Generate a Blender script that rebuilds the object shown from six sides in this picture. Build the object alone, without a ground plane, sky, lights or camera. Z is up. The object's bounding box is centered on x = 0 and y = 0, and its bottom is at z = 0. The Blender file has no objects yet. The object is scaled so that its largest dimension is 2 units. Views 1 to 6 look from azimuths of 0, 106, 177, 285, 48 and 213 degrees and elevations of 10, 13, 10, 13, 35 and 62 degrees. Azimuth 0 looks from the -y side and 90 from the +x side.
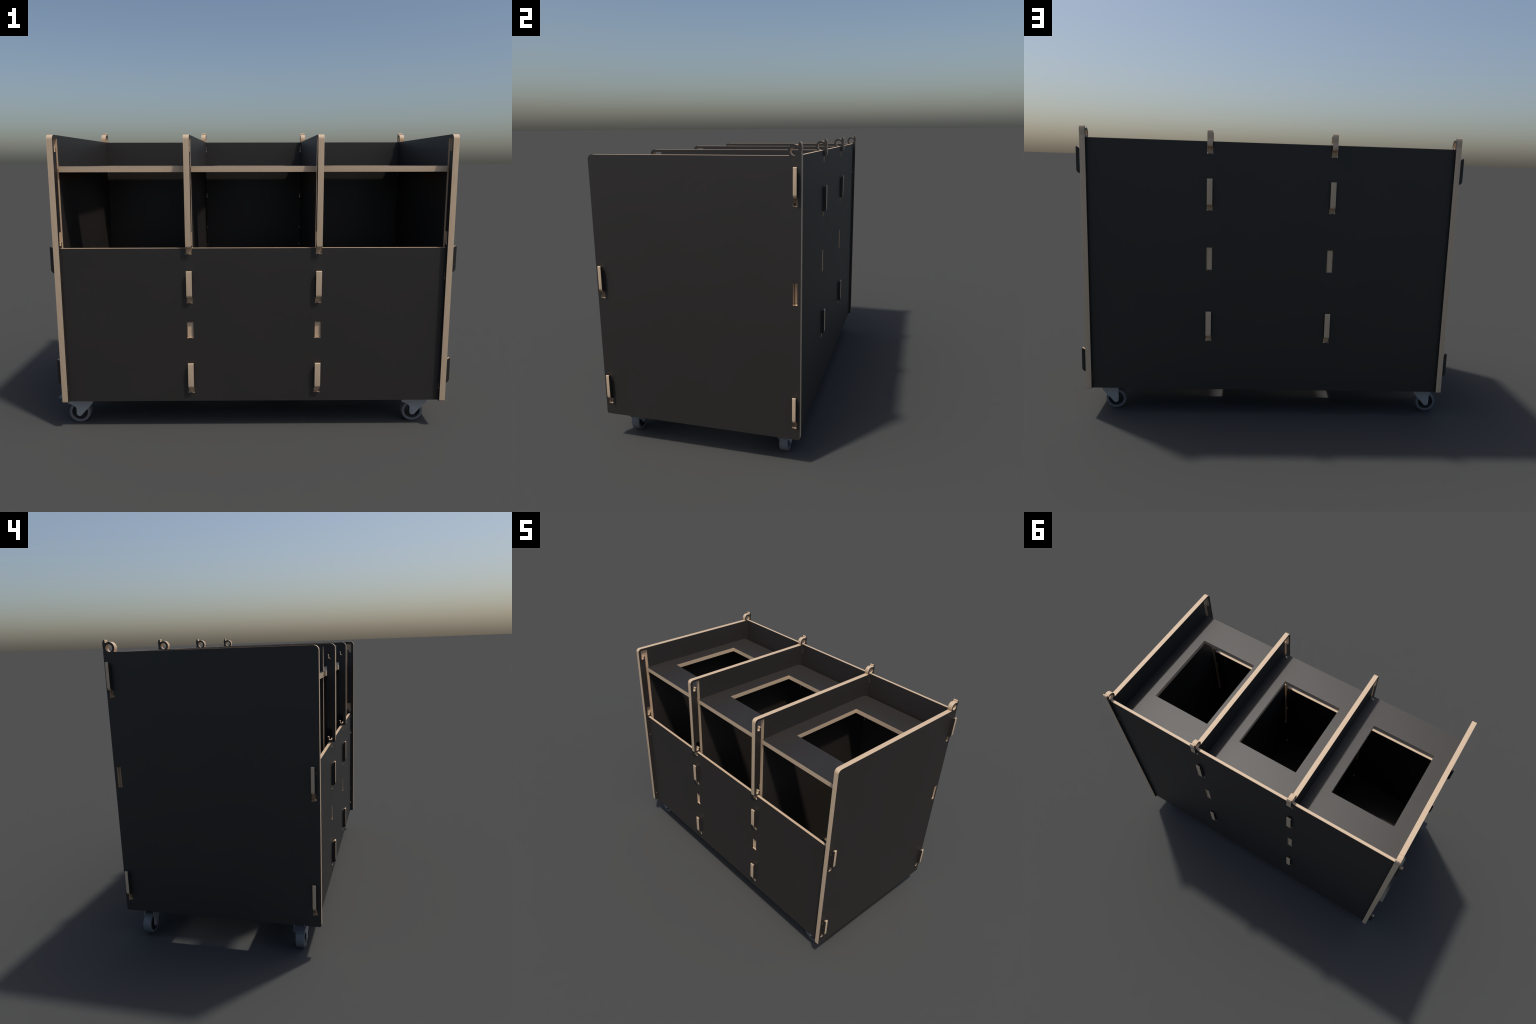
"""Three-bay recycling station cut from black film-faced plywood, on castors."""
import bpy, bmesh, math
from mathutils import Matrix, Vector

# ------------------------------------------------------------------ sizes
T = 0.0276                     # thick board (uprights, shelves, rails)
TP = 0.0162                    # thin board (front and back panels)
UPX = [-0.9370, -0.3022, 0.3308, 0.9631]              # middle planes of the four uprights
IN_L, IN_R = UPX[0] + T / 2, UPX[3] - T / 2          # inner faces of the sides
OUT_L, OUT_R = UPX[0] - T / 2, UPX[3] + T / 2        # outer faces of the sides
FRONT, REAR = -0.5116, 0.5095  # depth range of the uprights
BOT, TOP = 0.1427, 1.4663
FP0, FP1 = -0.4904, -0.4904 + TP                     # front panel y range
BP0, BP1 = 0.4773, 0.4773 + TP                       # back panel y range
FP_TOP, P_BOT = 0.9276, 0.1436
CLIP = 0.5107                  # how far the divider clips reach in y
SH0, SH1 = 1.3198 - T, 1.3198  # shelf z range
RAIL0, RAIL1 = 0.1600, 0.1600 + T

# clips: (tip z, bottom z, slot bottom z); the slot top lies 0.029 under the tip
DROP = 0.029
SIDE_FRONT = [(0.9358, 0.8045, 0.7705), (0.3655, 0.2335, 0.2035)]
SIDE_BACK = [(1.4205, 1.2860, 1.2525), (0.3665, 0.2350, 0.2025)]
SIDE_BACK_MID = (0.8085, 0.9090)
DIV_FRONT = [(0.8170, 0.6800, 0.6545), (0.3490, 0.2135, 0.1890)]
DIV_FRONT_MID = (0.4760, 0.5570)
DIV_BACK = [(1.2805, 1.1410, 1.1165), (0.5830, 0.4430, 0.4180)]
DIV_BACK_MID = (0.8050, 0.9240)
FRONT_NOTCH, BACK_NOTCH = 0.8985, 1.4050
SHELF_TABS = [(-0.2990, -0.1600), (0.1700, 0.3000)]


# ------------------------------------------------------------------ 2D helpers
def rounded(pts, seg=7):
    """Polygon from (x, y[, radius]) corners, each corner filleted."""
    out, n = [], len(pts)
    for i, p in enumerate(pts):
        r = p[2] if len(p) > 2 else 0.0
        P = Vector(p[:2])
        if r <= 0:
            out.append(P)
            continue
        A, B = Vector(pts[i - 1][:2]), Vector(pts[(i + 1) % n][:2])
        a, b = (A - P), (B - P)
        la, lb = a.length, b.length
        a.normalize()
        b.normalize()
        ang = a.angle(b)
        t = min(r / math.tan(ang / 2), la * 0.98, lb * 0.98)
        rr = t * math.tan(ang / 2)
        c = P + (a + b).normalized() * (rr / math.sin(ang / 2))
        s, e = P + a * t - c, P + b * t - c
        a0, d = math.atan2(s.y, s.x), s.angle_signed(e)
        for k in range(seg + 1):
            th = a0 - d * k / seg
            out.append(c + Vector((math.cos(th), math.sin(th))) * rr)
    clean = []
    for q in out:
        if not clean or (q - clean[-1]).length > 1e-5:
            clean.append(q)
    if (clean[0] - clean[-1]).length < 1e-5:
        clean.pop()
    return [(q.x, q.y) for q in clean]


def arc(cx, cy, r, a0, a1, n):
    return [(cx + r * math.cos(math.radians(a0 + (a1 - a0) * k / n)),
             cy + r * math.sin(math.radians(a0 + (a1 - a0) * k / n))) for k in range(n + 1)]


FULL, LEAN = (0.0008, 0.0054, 0.0062), (0.0040, 0.0026, 0.0056)


def dogbone(x0, x1, y0, y1, left=(0.0030, 0.0032, 0.0052), right=None, open_top=False):
    """Slot with a round cutter relief in each corner: (inset x, inset y, radius)."""
    def corner(cx, cy, sx, sy, flip, relief):
        ix, iy, r = relief
        hy, hx = math.sqrt(r * r - ix * ix), math.sqrt(r * r - iy * iy)
        c = (cx - sx * ix, cy - sy * iy)
        p = (cx, cy - sy * (iy + hy))            # on the upright edge
        q = (cx - sx * (ix + hx), cy)            # on the level edge
        ap = math.atan2(p[1] - c[1], p[0] - c[0])
        aq = math.atan2(q[1] - c[1], q[0] - c[0])
        mid = math.atan2(sy, sx)
        d0 = (ap - mid + math.pi) % (2 * math.pi) - math.pi
        d1 = (aq - mid + math.pi) % (2 * math.pi) - math.pi
        pts = [(c[0] + r * math.cos(mid + d0 + (d1 - d0) * k / 9),
                c[1] + r * math.sin(mid + d0 + (d1 - d0) * k / 9)) for k in range(10)]
        return pts[::-1] if flip else pts
    right = right or left
    bl = corner(x0, y0, -1, -1, False, left)
    br = corner(x1, y0, 1, -1, True, right)
    if open_top:
        return [(x0, y1)] + bl + br + [(x1, y1)]
    return bl + br + corner(x1, y1, 1, 1, False, right) + corner(x0, y1, -1, 1, True, left)


def clip(body, face, outer, tip, bottom):
    """Bayonet clip walked upwards: root in the slot, then a hook that rises
    outside the other board.  Signed distances, outer lies furthest out."""
    s = 1 if outer > face else -1
    slot_top = tip - DROP
    return [(body, bottom), (outer, bottom, abs(outer - face) * 0.86), (outer, tip, 0.0042),
            (outer - s * 0.0050, tip - 0.0004, 0.003), (face + s * 0.0066, tip - 0.0082, 0.006),
            (face + s * 0.0014, tip - 0.0200), (face + s * 0.0012, slot_top - 0.001), (body, slot_top - 0.001)]


def tongue(body, end, z0, z1):
    return [(body, z0), (end, z0), (end, z1), (body, z1)]


# ------------------------------------------------------------------ materials
def material(name):
    m = bpy.data.materials.new(name)
    m.use_nodes = True
    nt = m.node_tree
    return m, nt, nt.nodes["Principled BSDF"], nt.nodes.new, nt.links.new


def film_material():
    m, nt, b, N, L = material("black_phenolic_film")
    tc = N("ShaderNodeTexCoord")
    n = N("ShaderNodeTexNoise")
    n.inputs["Scale"].default_value = 3.0
    n.inputs["Detail"].default_value = 4.0
    L(tc.outputs["Object"], n.inputs["Vector"])
    r = N("ShaderNodeValToRGB")
    r.color_ramp.elements[0].position, r.color_ramp.elements[1].position = 0.3, 0.7
    r.color_ramp.elements[0].color = (0.0280, 0.0238, 0.0210, 1)
    r.color_ramp.elements[1].color = (0.0304, 0.0260, 0.0230, 1)
    L(n.outputs["Fac"], r.inputs["Fac"])
    L(r.outputs["Color"], b.inputs["Base Color"])
    b.inputs["Roughness"].default_value = 0.5
    return m


def ply_material(name, ply):
    """Cut edge of birch plywood: plies stacked along local z, streaky grain."""
    m, nt, b, N, L = material(name)
    tc = N("ShaderNodeTexCoord")
    sep = N("ShaderNodeSeparateXYZ")
    L(tc.outputs["Object"], sep.inputs[0])
    # ply index -> alternating long grain / end grain
    div = N("ShaderNodeMath"); div.operation = "DIVIDE"; div.inputs[1].default_value = ply
    L(sep.outputs["Z"], div.inputs[0])
    sine = N("ShaderNodeMath"); sine.operation = "MULTIPLY"; sine.inputs[1].default_value = math.pi
    L(div.outputs[0], sine.inputs[0])
    wave = N("ShaderNodeMath"); wave.operation = "COSINE"
    L(sine.outputs[0], wave.inputs[0])
    half = N("ShaderNodeMath"); half.operation = "MULTIPLY_ADD"
    half.inputs[1].default_value, half.inputs[2].default_value = 0.5, 0.5
    L(wave.outputs[0], half.inputs[0])
    # veneer tone, one random value per ply
    fl = N("ShaderNodeMath"); fl.operation = "ROUND"
    L(div.outputs[0], fl.inputs[0])
    wn = N("ShaderNodeTexWhiteNoise"); wn.noise_dimensions = "1D"
    L(fl.outputs[0], wn.inputs["W"])
    # streaks: noise drawn out along the board, tight across it
    mp = N("ShaderNodeMapping"); mp.inputs["Scale"].default_value = (26, 26, 420)
    L(tc.outputs["Object"], mp.inputs["Vector"])
    n1 = N("ShaderNodeTexNoise"); n1.inputs["Scale"].default_value = 1.0
    n1.inputs["Detail"].default_value = 3.0
    L(mp.outputs["Vector"], n1.inputs["Vector"])
    mp2 = N("ShaderNodeMapping"); mp2.inputs["Scale"].default_value = (240, 240, 160)
    L(tc.outputs["Object"], mp2.inputs["Vector"])
    n2 = N("ShaderNodeTexNoise"); n2.inputs["Scale"].default_value = 1.0
    L(mp2.outputs["Vector"], n2.inputs["Vector"])

    def mul(src, f):
        x = N("ShaderNodeMath"); x.operation = "MULTIPLY"; x.inputs[1].default_value = f
        L(src, x.inputs[0]); return x.outputs[0]

    def add(a, c):
        x = N("ShaderNodeMath"); x.operation = "ADD"
        L(a, x.inputs[0]); L(c, x.inputs[1]); return x.outputs[0]
    f = add(add(mul(half.outputs[0], 0.50), mul(wn.outputs["Value"], 0.10)),
            add(mul(n1.outputs["Fac"], 0.28), mul(n2.outputs["Fac"], 0.12)))
    r = N("ShaderNodeValToRGB")
    r.color_ramp.elements[0].position, r.color_ramp.elements[1].position = 0.12, 0.88
    r.color_ramp.elements[0].color = (0.465, 0.320, 0.200, 1)
    r.color_ramp.elements[1].color = (0.805, 0.612, 0.420, 1)
    L(f, r.inputs["Fac"])
    L(r.outputs["Color"], b.inputs["Base Color"])
    b.inputs["Roughness"].default_value = 0.6
    return m


def plain_material(name, colour, rough, metal=0.0):
    m, nt, b, N, L = material(name)
    tc = N("ShaderNodeTexCoord")
    n = N("ShaderNodeTexNoise"); n.inputs["Scale"].default_value = 60.0
    n.inputs["Detail"].default_value = 3.0
    L(tc.outputs["Object"], n.inputs["Vector"])
    r = N("ShaderNodeValToRGB")
    r.color_ramp.elements[0].color = tuple(c * 0.93 for c in colour) + (1,)
    r.color_ramp.elements[1].color = tuple(min(1, c * 1.07) for c in colour) + (1,)
    L(n.outputs["Fac"], r.inputs["Fac"])
    L(r.outputs["Color"], b.inputs["Base Color"])
    b.inputs["Roughness"].default_value = rough
    b.inputs["Metallic"].default_value = metal
    return m


FILM = film_material()
PLY = ply_material("plywood_cut_edge", T / 13)
PLY_THIN = ply_material("thin_plywood_cut_edge", TP / 7.5)
STEEL = plain_material("zinc_plated_steel", (0.36, 0.36, 0.365), 0.45)
TYRE = plain_material("grey_rubber_tyre", (0.15, 0.155, 0.165), 0.55)
HUB = plain_material("black_wheel_core", (0.02, 0.02, 0.022), 0.5)
PEDAL = plain_material("dark_brake_pedal", (0.07, 0.075, 0.085), 0.4)

# local frames of the boards: local z runs through the thickness
UPRIGHT = Matrix(((0, 0, 1, 0), (1, 0, 0, 0), (0, 1, 0, 0), (0, 0, 0, 1)))
FACING = Matrix(((1, 0, 0, 0), (0, 0, -1, 0), (0, 1, 0, 0), (0, 0, 0, 1)))
LEVEL = Matrix.Identity(4)

thing = bpy.data.objects.new("recycling_station", None)
bpy.context.collection.objects.link(thing)
thing["label"] = "black plywood three-bay recycling station on castors"
thing["category"] = "waste station"


# ------------------------------------------------------------------ mesh makers
def plate_mesh(name, loops, z0, z1, mats):
    """Flat board between z0 and z1 bounded by loops[0] with holes loops[1:]."""
    cu = bpy.data.curves.new(name, "CURVE")
    cu.dimensions, cu.fill_mode = "2D", "BOTH"
    cu.extrude = (z1 - z0) / 2
    for lp in loops:
        sp = cu.splines.new("POLY")
        sp.points.add(len(lp) - 1)
        for p, (x, y) in zip(sp.points, lp):
            p.co = (x, y, 0, 1)
        sp.use_cyclic_u = True
    ob = bpy.data.objects.new(name, cu)
    bpy.context.collection.objects.link(ob)
    dg = bpy.context.evaluated_depsgraph_get()
    me = bpy.data.meshes.new_from_object(ob.evaluated_get(dg))
    bpy.data.objects.remove(ob)
    bpy.data.curves.remove(cu)
    me.name = name
    bm = bmesh.new()
    bm.from_mesh(me)
    bmesh.ops.translate(bm, verts=bm.verts, vec=(0, 0, (z0 + z1) / 2))
    bmesh.ops.remove_doubles(bm, verts=bm.verts, dist=1e-6)
    bmesh.ops.recalc_face_normals(bm, faces=bm.faces)
    bm.to_mesh(me)
    bm.free()
    me.materials.clear()
    for m in mats:
        me.materials.append(m)
    for p in me.polygons:
        p.material_index = 0 if abs(p.normal.z) > 0.9 else 1
    return me


def shade(me, angle=28):
    for p in me.polygons:
        p.use_smooth = True
    me.set_sharp_from_angle(angle=math.radians(angle))


def board(name, loops, thick, frame, where, edge, parent=thing, pocket=None, pocket_side=1, depth=0.0125):
    me = plate_mesh(name, loops, -thick / 2, thick / 2, [FILM, edge])
    ob = bpy.data.objects.new(name, me)
    bpy.context.collection.objects.link(ob)
    if pocket:
        far = pocket_side * (thick / 2 + 0.01)
        near = pocket_side * (thick / 2 - depth)
        for group in pocket:
            cm = plate_mesh("cutter", group, min(far, near), max(far, near), [edge, edge])
            co = bpy.data.objects.new("cutter", cm)
            bpy.context.collection.objects.link(co)
            mod = ob.modifiers.new("pocket", "BOOLEAN")
            mod.operation, mod.object, mod.solver = "DIFFERENCE", co, "EXACT"
            mod.material_mode = "TRANSFER"
            dg = bpy.context.evaluated_depsgraph_get()
            new = bpy.data.meshes.new_from_object(ob.evaluated_get(dg))
            ob.modifiers.clear()
            ob.data = new
            bpy.data.objects.remove(co)
            bpy.data.meshes.remove(cm)
        me = ob.data
        me.name = name
        # whatever lies below the skin is bare wood
        idx_film = [i for i, m in enumerate(me.materials) if m == FILM][0]
        idx_edge = [i for i, m in enumerate(me.materials) if m == edge][0]
        for p in me.polygons:
            on_skin = abs(p.normal.z) > 0.9 and abs(abs(p.center.z) - thick / 2) < 1e-4
            p.material_index = idx_film if on_skin else idx_edge
    shade(me)
    ob.parent = parent
    ob.matrix_world = Matrix.Translation(where) @ frame
    return ob


# ------------------------------------------------------------------ uprights
RING_C, RING_R, RING_HOLE = (0.4780, 1.4845), 0.0285, 0.0176


def ring_back(rear):
    """Thumb and eye on the rear top corner, from the rear edge to the top edge."""
    thumb = [(rear - 0.0019, 1.4765), (rear - 0.0006, 1.4860), (rear + 0.0008, 1.4960),
             (rear + 0.0002, 1.5080), (rear - 0.0024, 1.5170), (rear - 0.0052, 1.5214),
             (rear - 0.0078, 1.5228), (rear - 0.0106, 1.5224), (rear - 0.0126, 1.5206), (rear - 0.0131, 1.5184),
             (rear - 0.0122, 1.5160), (rear - 0.0121, 1.5138), (rear - 0.0131, 1.5116), (rear - 0.0148, 1.5102)]
    return thumb + arc(*RING_C, RING_R, 58, 219.5, 26)


def eye():
    return arc(*RING_C, RING_HOLE, 0, 360 - 360 / 32, 31)


def hanging_slot():
    """Channel for the flap door with a drop-in J at its top and at its base."""
    R, C, J0, J1 = -0.4460, -0.4672, -0.4938, -0.4758
    return rounded([(R, 0.4900, 0.006), (R, 1.4525, 0.003), (J0, 1.4525, 0.007), (J0, 1.3880, 0.006),
                    (J1, 1.3880, 0.006), (J1, 1.4085, 0.004), (C, 1.4085, 0.002), (C, 1.0062, 0.002),
                    (J0, 1.0062, 0.006), (J0, 0.9400, 0.006), (J1, 0.9400, 0.006), (J1, 0.9580, 0.004),
                    (C, 0.9580, 0.002), (C, 0.4900, 0.006)])


def side_outline():
    base = rounded([(FRONT, TOP, 0.0225), (FRONT, BOT, 0.009), (REAR, BOT, 0.009), (REAR, 1.4715)])
    return base + ring_back(REAR)


def side_slots():
    out = [eye()]
    for yc, rows in (((FP0 + FP1) / 2, SIDE_FRONT), ((BP0 + BP1) / 2, SIDE_BACK)):
        for tip, bottom, slot in rows:
            out.append(dogbone(yc - 0.0084, yc + 0.0084, slot, tip - DROP, FULL, LEAN))
    yc = (BP0 + BP1) / 2
    out.append(dogbone(yc - 0.0112, yc + 0.0086, SIDE_BACK_MID[0], SIDE_BACK_MID[1], (0.0036, 0.0030, 0.0052)))
    return out


def shelf_mortices():
    return [dogbone(a - 0.001, b + 0.001, SH0 - 0.0005, SH1 + 0.0005) for a, b in SHELF_TABS]


FD, RD = FP1 + 0.0007, BP0 - 0.0007      # divider body front and rear edges


def divider_outline():
    pts = [(FD, RAIL1 + 0.001), (RD, RAIL1 + 0.001)]
    rear = [clip(RD, BP1, CLIP, DIV_BACK[1][0], DIV_BACK[1][1]),
            tongue(RD, BP1 - 0.006, DIV_BACK_MID[0] + 0.001, DIV_BACK_MID[1] - 0.001),
            clip(RD, BP1, CLIP, DIV_BACK[0][0], DIV_BACK[0][1])]
    for r in rear:
        pts += r
    pts += [(RD, 1.4375), (0.5108, 1.4375, 0.013), (0.5108, 1.4700)]
    front = [clip(FD, FP0, -CLIP, DIV_FRONT[0][0], DIV_FRONT[0][1]),
             tongue(FD, FP0 + 0.008, DIV_FRONT_MID[0] + 0.001, DIV_FRONT_MID[1] - 0.001),
             clip(FD, FP0, -CLIP, DIV_FRONT[1][0], DIV_FRONT[1][1])]
    ring = ring_back(0.5097)
    tail = [(FRONT, TOP, 0.0225), (FRONT, 0.9300, 0.010), (FD, 0.9300)]
    for r in front:
        tail += r[::-1]
    return rounded(pts + ring + tail)


def ccw(lp):
    return lp


# blind pockets on the inner faces of the two sides
SLOT_GROUP, MORTICE_GROUP = [hanging_slot()], shelf_mortices()
for k, side in ((0, 1), (3, -1)):
    board("side_panel", [side_outline()] + side_slots(), T, UPRIGHT, (UPX[k], 0, 0), PLY,
          pocket=[SLOT_GROUP, MORTICE_GROUP], pocket_side=side)
for k in (1, 2):
    board("divider_panel", [divider_outline(), eye(), hanging_slot()] + shelf_mortices(),
          T, UPRIGHT, (UPX[k], 0, 0), PLY)


# ------------------------------------------------------------------ front and back panels
def sheet_outline(top, clips, mids, notch):
    left, right = IN_L + 0.0007, IN_R - 0.0007
    pts = [(left, P_BOT), (right, P_BOT)]
    rows = [("c", c[1], c) for c in clips] + [("m", m[0], m) for m in mids]
    rows.sort(key=lambda r: r[1])
    for kind, _, r in rows:
        if kind == "c":
            pts += clip(right, OUT_R, OUT_R + 0.0231, r[0], r[1])
        else:
            pts += tongue(right, OUT_R - 0.021, r[0] + 0.001, r[1] - 0.001)
    pts.append((right, top))
    body = rounded(pts)
    for x in (UPX[2], UPX[1]):                       # open notches for the dividers
        n = dogbone(x - T / 2 - 0.0009, x + T / 2 + 0.0009, notch, top, open_top=True)
        body += n[::-1]
    pts = [(left, top)]
    for kind, _, r in rows[::-1]:
        if kind == "c":
            pts += clip(left, OUT_L, OUT_L - 0.0231, r[0], r[1])[::-1]
        else:
            pts += tongue(left, OUT_L + 0.021, r[0] + 0.001, r[1] - 0.001)[::-1]
    pts.append((left, P_BOT))
    return body + rounded(pts)[:-1]


def sheet_slots(rows, mid):
    out = []
    for x in UPX[1:3]:
        a, b = x - T / 2 - 0.0009, x + T / 2 + 0.0009
        for tip, bottom, slot in rows:
            out.append(dogbone(a, b, slot, tip - DROP))
        out.append(dogbone(a, b, mid[0], mid[1]))
    return out


board("front_panel", [sheet_outline(FP_TOP, SIDE_FRONT, [], FRONT_NOTCH)] + sheet_slots(DIV_FRONT, DIV_FRONT_MID),
      TP, FACING, (0, (FP0 + FP1) / 2, 0), PLY_THIN)
board("back_panel", [sheet_outline(TOP - 0.0008, SIDE_BACK, [SIDE_BACK_MID], BACK_NOTCH)] + sheet_slots(DIV_BACK, DIV_BACK_MID),
      TP, FACING, (0, (BP0 + BP1) / 2, 0), PLY_THIN)


# ------------------------------------------------------------------ shelves with waste openings
def shelf_outline(a, b):
    g = 0.0006
    x0, x1, y0, y1 = a + g, b - g, -0.4565, 0.4510
    pts = [(x0, y0, 0.002), (x1, y0, 0.002)]
    for lo, hi in SHELF_TABS:
        pts += [(x1, lo), (x1 + 0.0118, lo), (x1 + 0.0118, hi), (x1, hi)]
    pts += [(x1, y1, 0.027), (x0, y1, 0.027)]
    for lo, hi in SHELF_TABS[::-1]:
        pts += [(x0, hi), (x0 - 0.0118, hi), (x0 - 0.0118, lo), (x0, lo)]
    return rounded(pts)


for k in range(3):
    a, b = UPX[k] + T / 2, UPX[k + 1] - T / 2
    m = (a + b) / 2
    h = m - 0.0105                                   # opening sits a little left of the middle
    hole = rounded([(h - 0.1988, -0.2667, 0.001), (h + 0.1988, -0.2667, 0.001),
                    (h + 0.1988, 0.2572, 0.001), (h - 0.1988, 0.2572, 0.001)], 3)
    # local origin in the middle of the shelf so that the grain differs
    off = lambda lp: [(x - m, y) for x, y in lp]
    board("shelf", [off(shelf_outline(a, b)), off(hole)], T, LEVEL, (m, 0, (SH0 + SH1) / 2), PLY)

# floor rails that the dividers stand on and the castors are bolted to
for y0, y1 in ((FP1 + 0.001, -0.206), (0.2085, BP0 - 0.001)):
    lp = [(IN_L + 0.001, y0), (IN_R - 0.001, y0), (IN_R - 0.001, y1), (IN_L + 0.001, y1)]
    board("floor_rail", [lp], T, LEVEL, (0, 0, (RAIL0 + RAIL1) / 2), PLY)


# ------------------------------------------------------------------ castors
WR, WW = 0.0547, 0.0435        # wheel radius and width


def lathe(name, profile, mat, seg=56):
    """Profile of (radius, y) turned about the local y axis."""
    bm = bmesh.new()
    rings = []
    for r, y in profile:
        rings.append([bm.verts.new((r * math.cos(2 * math.pi * k / seg), y, r * math.sin(2 * math.pi * k / seg)))
                      for k in range(seg)])
    n = len(rings)
    for i in range(n):
        a, b = rings[i], rings[(i + 1) % n]
        for k in range(seg):
            bm.faces.new((a[k], a[(k + 1) % seg], b[(k + 1) % seg], b[k]))
    bmesh.ops.recalc_face_normals(bm, faces=bm.faces)
    me = bpy.data.meshes.new(name)
    bm.to_mesh(me)
    bm.free()
    me.materials.append(mat)
    shade(me, 35)
    return me


w = WW / 2
tyre_mesh = lathe("wheel_tyre", [(0.0405, -w + 0.0015), (0.0418, -w), (0.0500, -w), (0.0523, -w + 0.0008),
                                 (0.0539, -w + 0.0024), (WR, -w + 0.0048), (WR, w - 0.0048),
                                 (0.0539, w - 0.0024), (0.0523, w - 0.0008), (0.0500, w), (0.0418, w),
                                 (0.0405, w - 0.0015)], TYRE)
hub_mesh = lathe("wheel_core", [(0.0045, -w - 0.001), (0.0120, -w - 0.001), (0.0130, -w + 0.007), (0.0330, -w + 0.013),
                                (0.0395, -w + 0.003), (0.0406, -w + 0.002), (0.0406, w - 0.002), (0.0395, w - 0.003),
                                (0.0330, w - 0.013), (0.0130, w - 0.007), (0.0120, w + 0.001), (0.0045, w + 0.001)], HUB)
axle_mesh = lathe("axle_bolt", [(0.0005, -0.0305), (0.0062, -0.0305), (0.0070, -0.0295), (0.0070, -0.0268), (0.0046, -0.0268),
                                (0.0046, 0.0268), (0.0070, 0.0268), (0.0070, 0.0295), (0.0062, 0.0305), (0.0005, 0.0305)], STEEL, 20)


def cheek_outline(brake):
    """Fork cheek about the axle; the swivel head sits up and to the right."""
    foot = arc(0, -0.0035, 0.0150, 188, 318, 12)
    right = [(0.0310, 0.0100, 0.03), (0.0460, 0.0250, 0.03), (0.0720, 0.0545, 0.03), (0.0750, 0.0900)]
    if brake:
        left = [(-0.0560, 0.0900), (-0.0590, 0.0530, 0.004), (-0.0260, 0.0390, 0.012), (-0.0150, 0.0250, 0.012)]
    else:
        left = [(-0.0150, 0.0900)]
    return rounded(foot + right + left)


def solid(name, outline, z0, z1, mat):
    me = plate_mesh(name, [outline], z0, z1, [mat, mat])
    for p in me.polygons:
        p.material_index = 0
    return me


def joined(name, meshes, mat):
    bm = bmesh.new()
    for me, mtx in meshes:
        tmp = bmesh.new()
        tmp.from_mesh(me)
        tmp.transform(mtx)
        t = bpy.data.meshes.new("t")
        tmp.to_mesh(t)
        tmp.free()
        bm.from_mesh(t)
        bpy.data.meshes.remove(t)
    out = bpy.data.meshes.new(name)
    bm.to_mesh(out)
    bm.free()
    out.materials.append(mat)
    for p in out.polygons:
        p.material_index = 0
    shade(out, 30)
    return out


HEAD = 0.030                    # swivel centre ahead of the axle
def fork_mesh(brake):
    side = solid("cheek", cheek_outline(brake), -0.0017, 0.0017, STEEL)
    bridge = solid("bridge", rounded([(-0.012, -0.0264, 0.004), (0.071, -0.0264, 0.012), (0.071, 0.0264, 0.012), (-0.012, 0.0264, 0.004)]),
                   0.0870, 0.0905, STEEL)
    head = solid("head", [(HEAD + x, y) for x, y in arc(0, 0, 0.026, 0, 350, 35)], 0.0903, 0.0990, STEEL)
    plate = solid("plate", rounded([(HEAD - 0.048, -0.042, 0.008), (HEAD + 0.048, -0.042, 0.008),
                                    (HEAD + 0.048, 0.042, 0.008), (HEAD - 0.048, 0.042, 0.008)]), 0.0988, 0.1050, STEEL)
    I = Matrix.Identity(4)
    return joined("caster_fork", [(side, Matrix.Translation((0, -0.0255, 0)) @ FACING),
                                  (side, Matrix.Translation((0, 0.0255, 0)) @ FACING),
                                  (bridge, I), (head, I), (plate, I)], STEEL)


fork_plain, fork_brake = fork_mesh(False), fork_mesh(True)
# brake pedal: a tongue that dips slightly and ends in a rounded tread
pedal_profile = rounded([(-0.1050, 0.0782), (-0.1045, 0.0823, 0.001), (-0.0880, 0.0838), (-0.0300, 0.0880), (-0.0300, 0.0840),
                         (-0.0880, 0.0798)])
pedal_mesh = joined("brake_pedal", [(solid("pedal", pedal_profile, -0.0280, 0.0280, PEDAL),
                                     Matrix.Translation((0, -0.0045, 0)) @ FACING)], PEDAL)


def part(name, me, parent, where=(0, 0, 0)):
    ob = bpy.data.objects.new(name, me)
    bpy.context.collection.objects.link(ob)
    ob.parent = parent
    ob.location = where
    return ob


for x, y in ((-0.8948, -0.4045), (0.8400, -0.4050), (-0.8972, 0.4065), (0.8400, 0.4090)):
    brake = y < 0
    c = part("caster", fork_brake if brake else fork_plain, thing, (x, y, WR))
    part("wheel_tyre", tyre_mesh, c)
    part("wheel_core", hub_mesh, c)
    part("axle_bolt", axle_mesh, c)
    if brake:
        part("brake_pedal", pedal_mesh, c)

for me in list(bpy.data.meshes):
    if me.users == 0:
        bpy.data.meshes.remove(me)
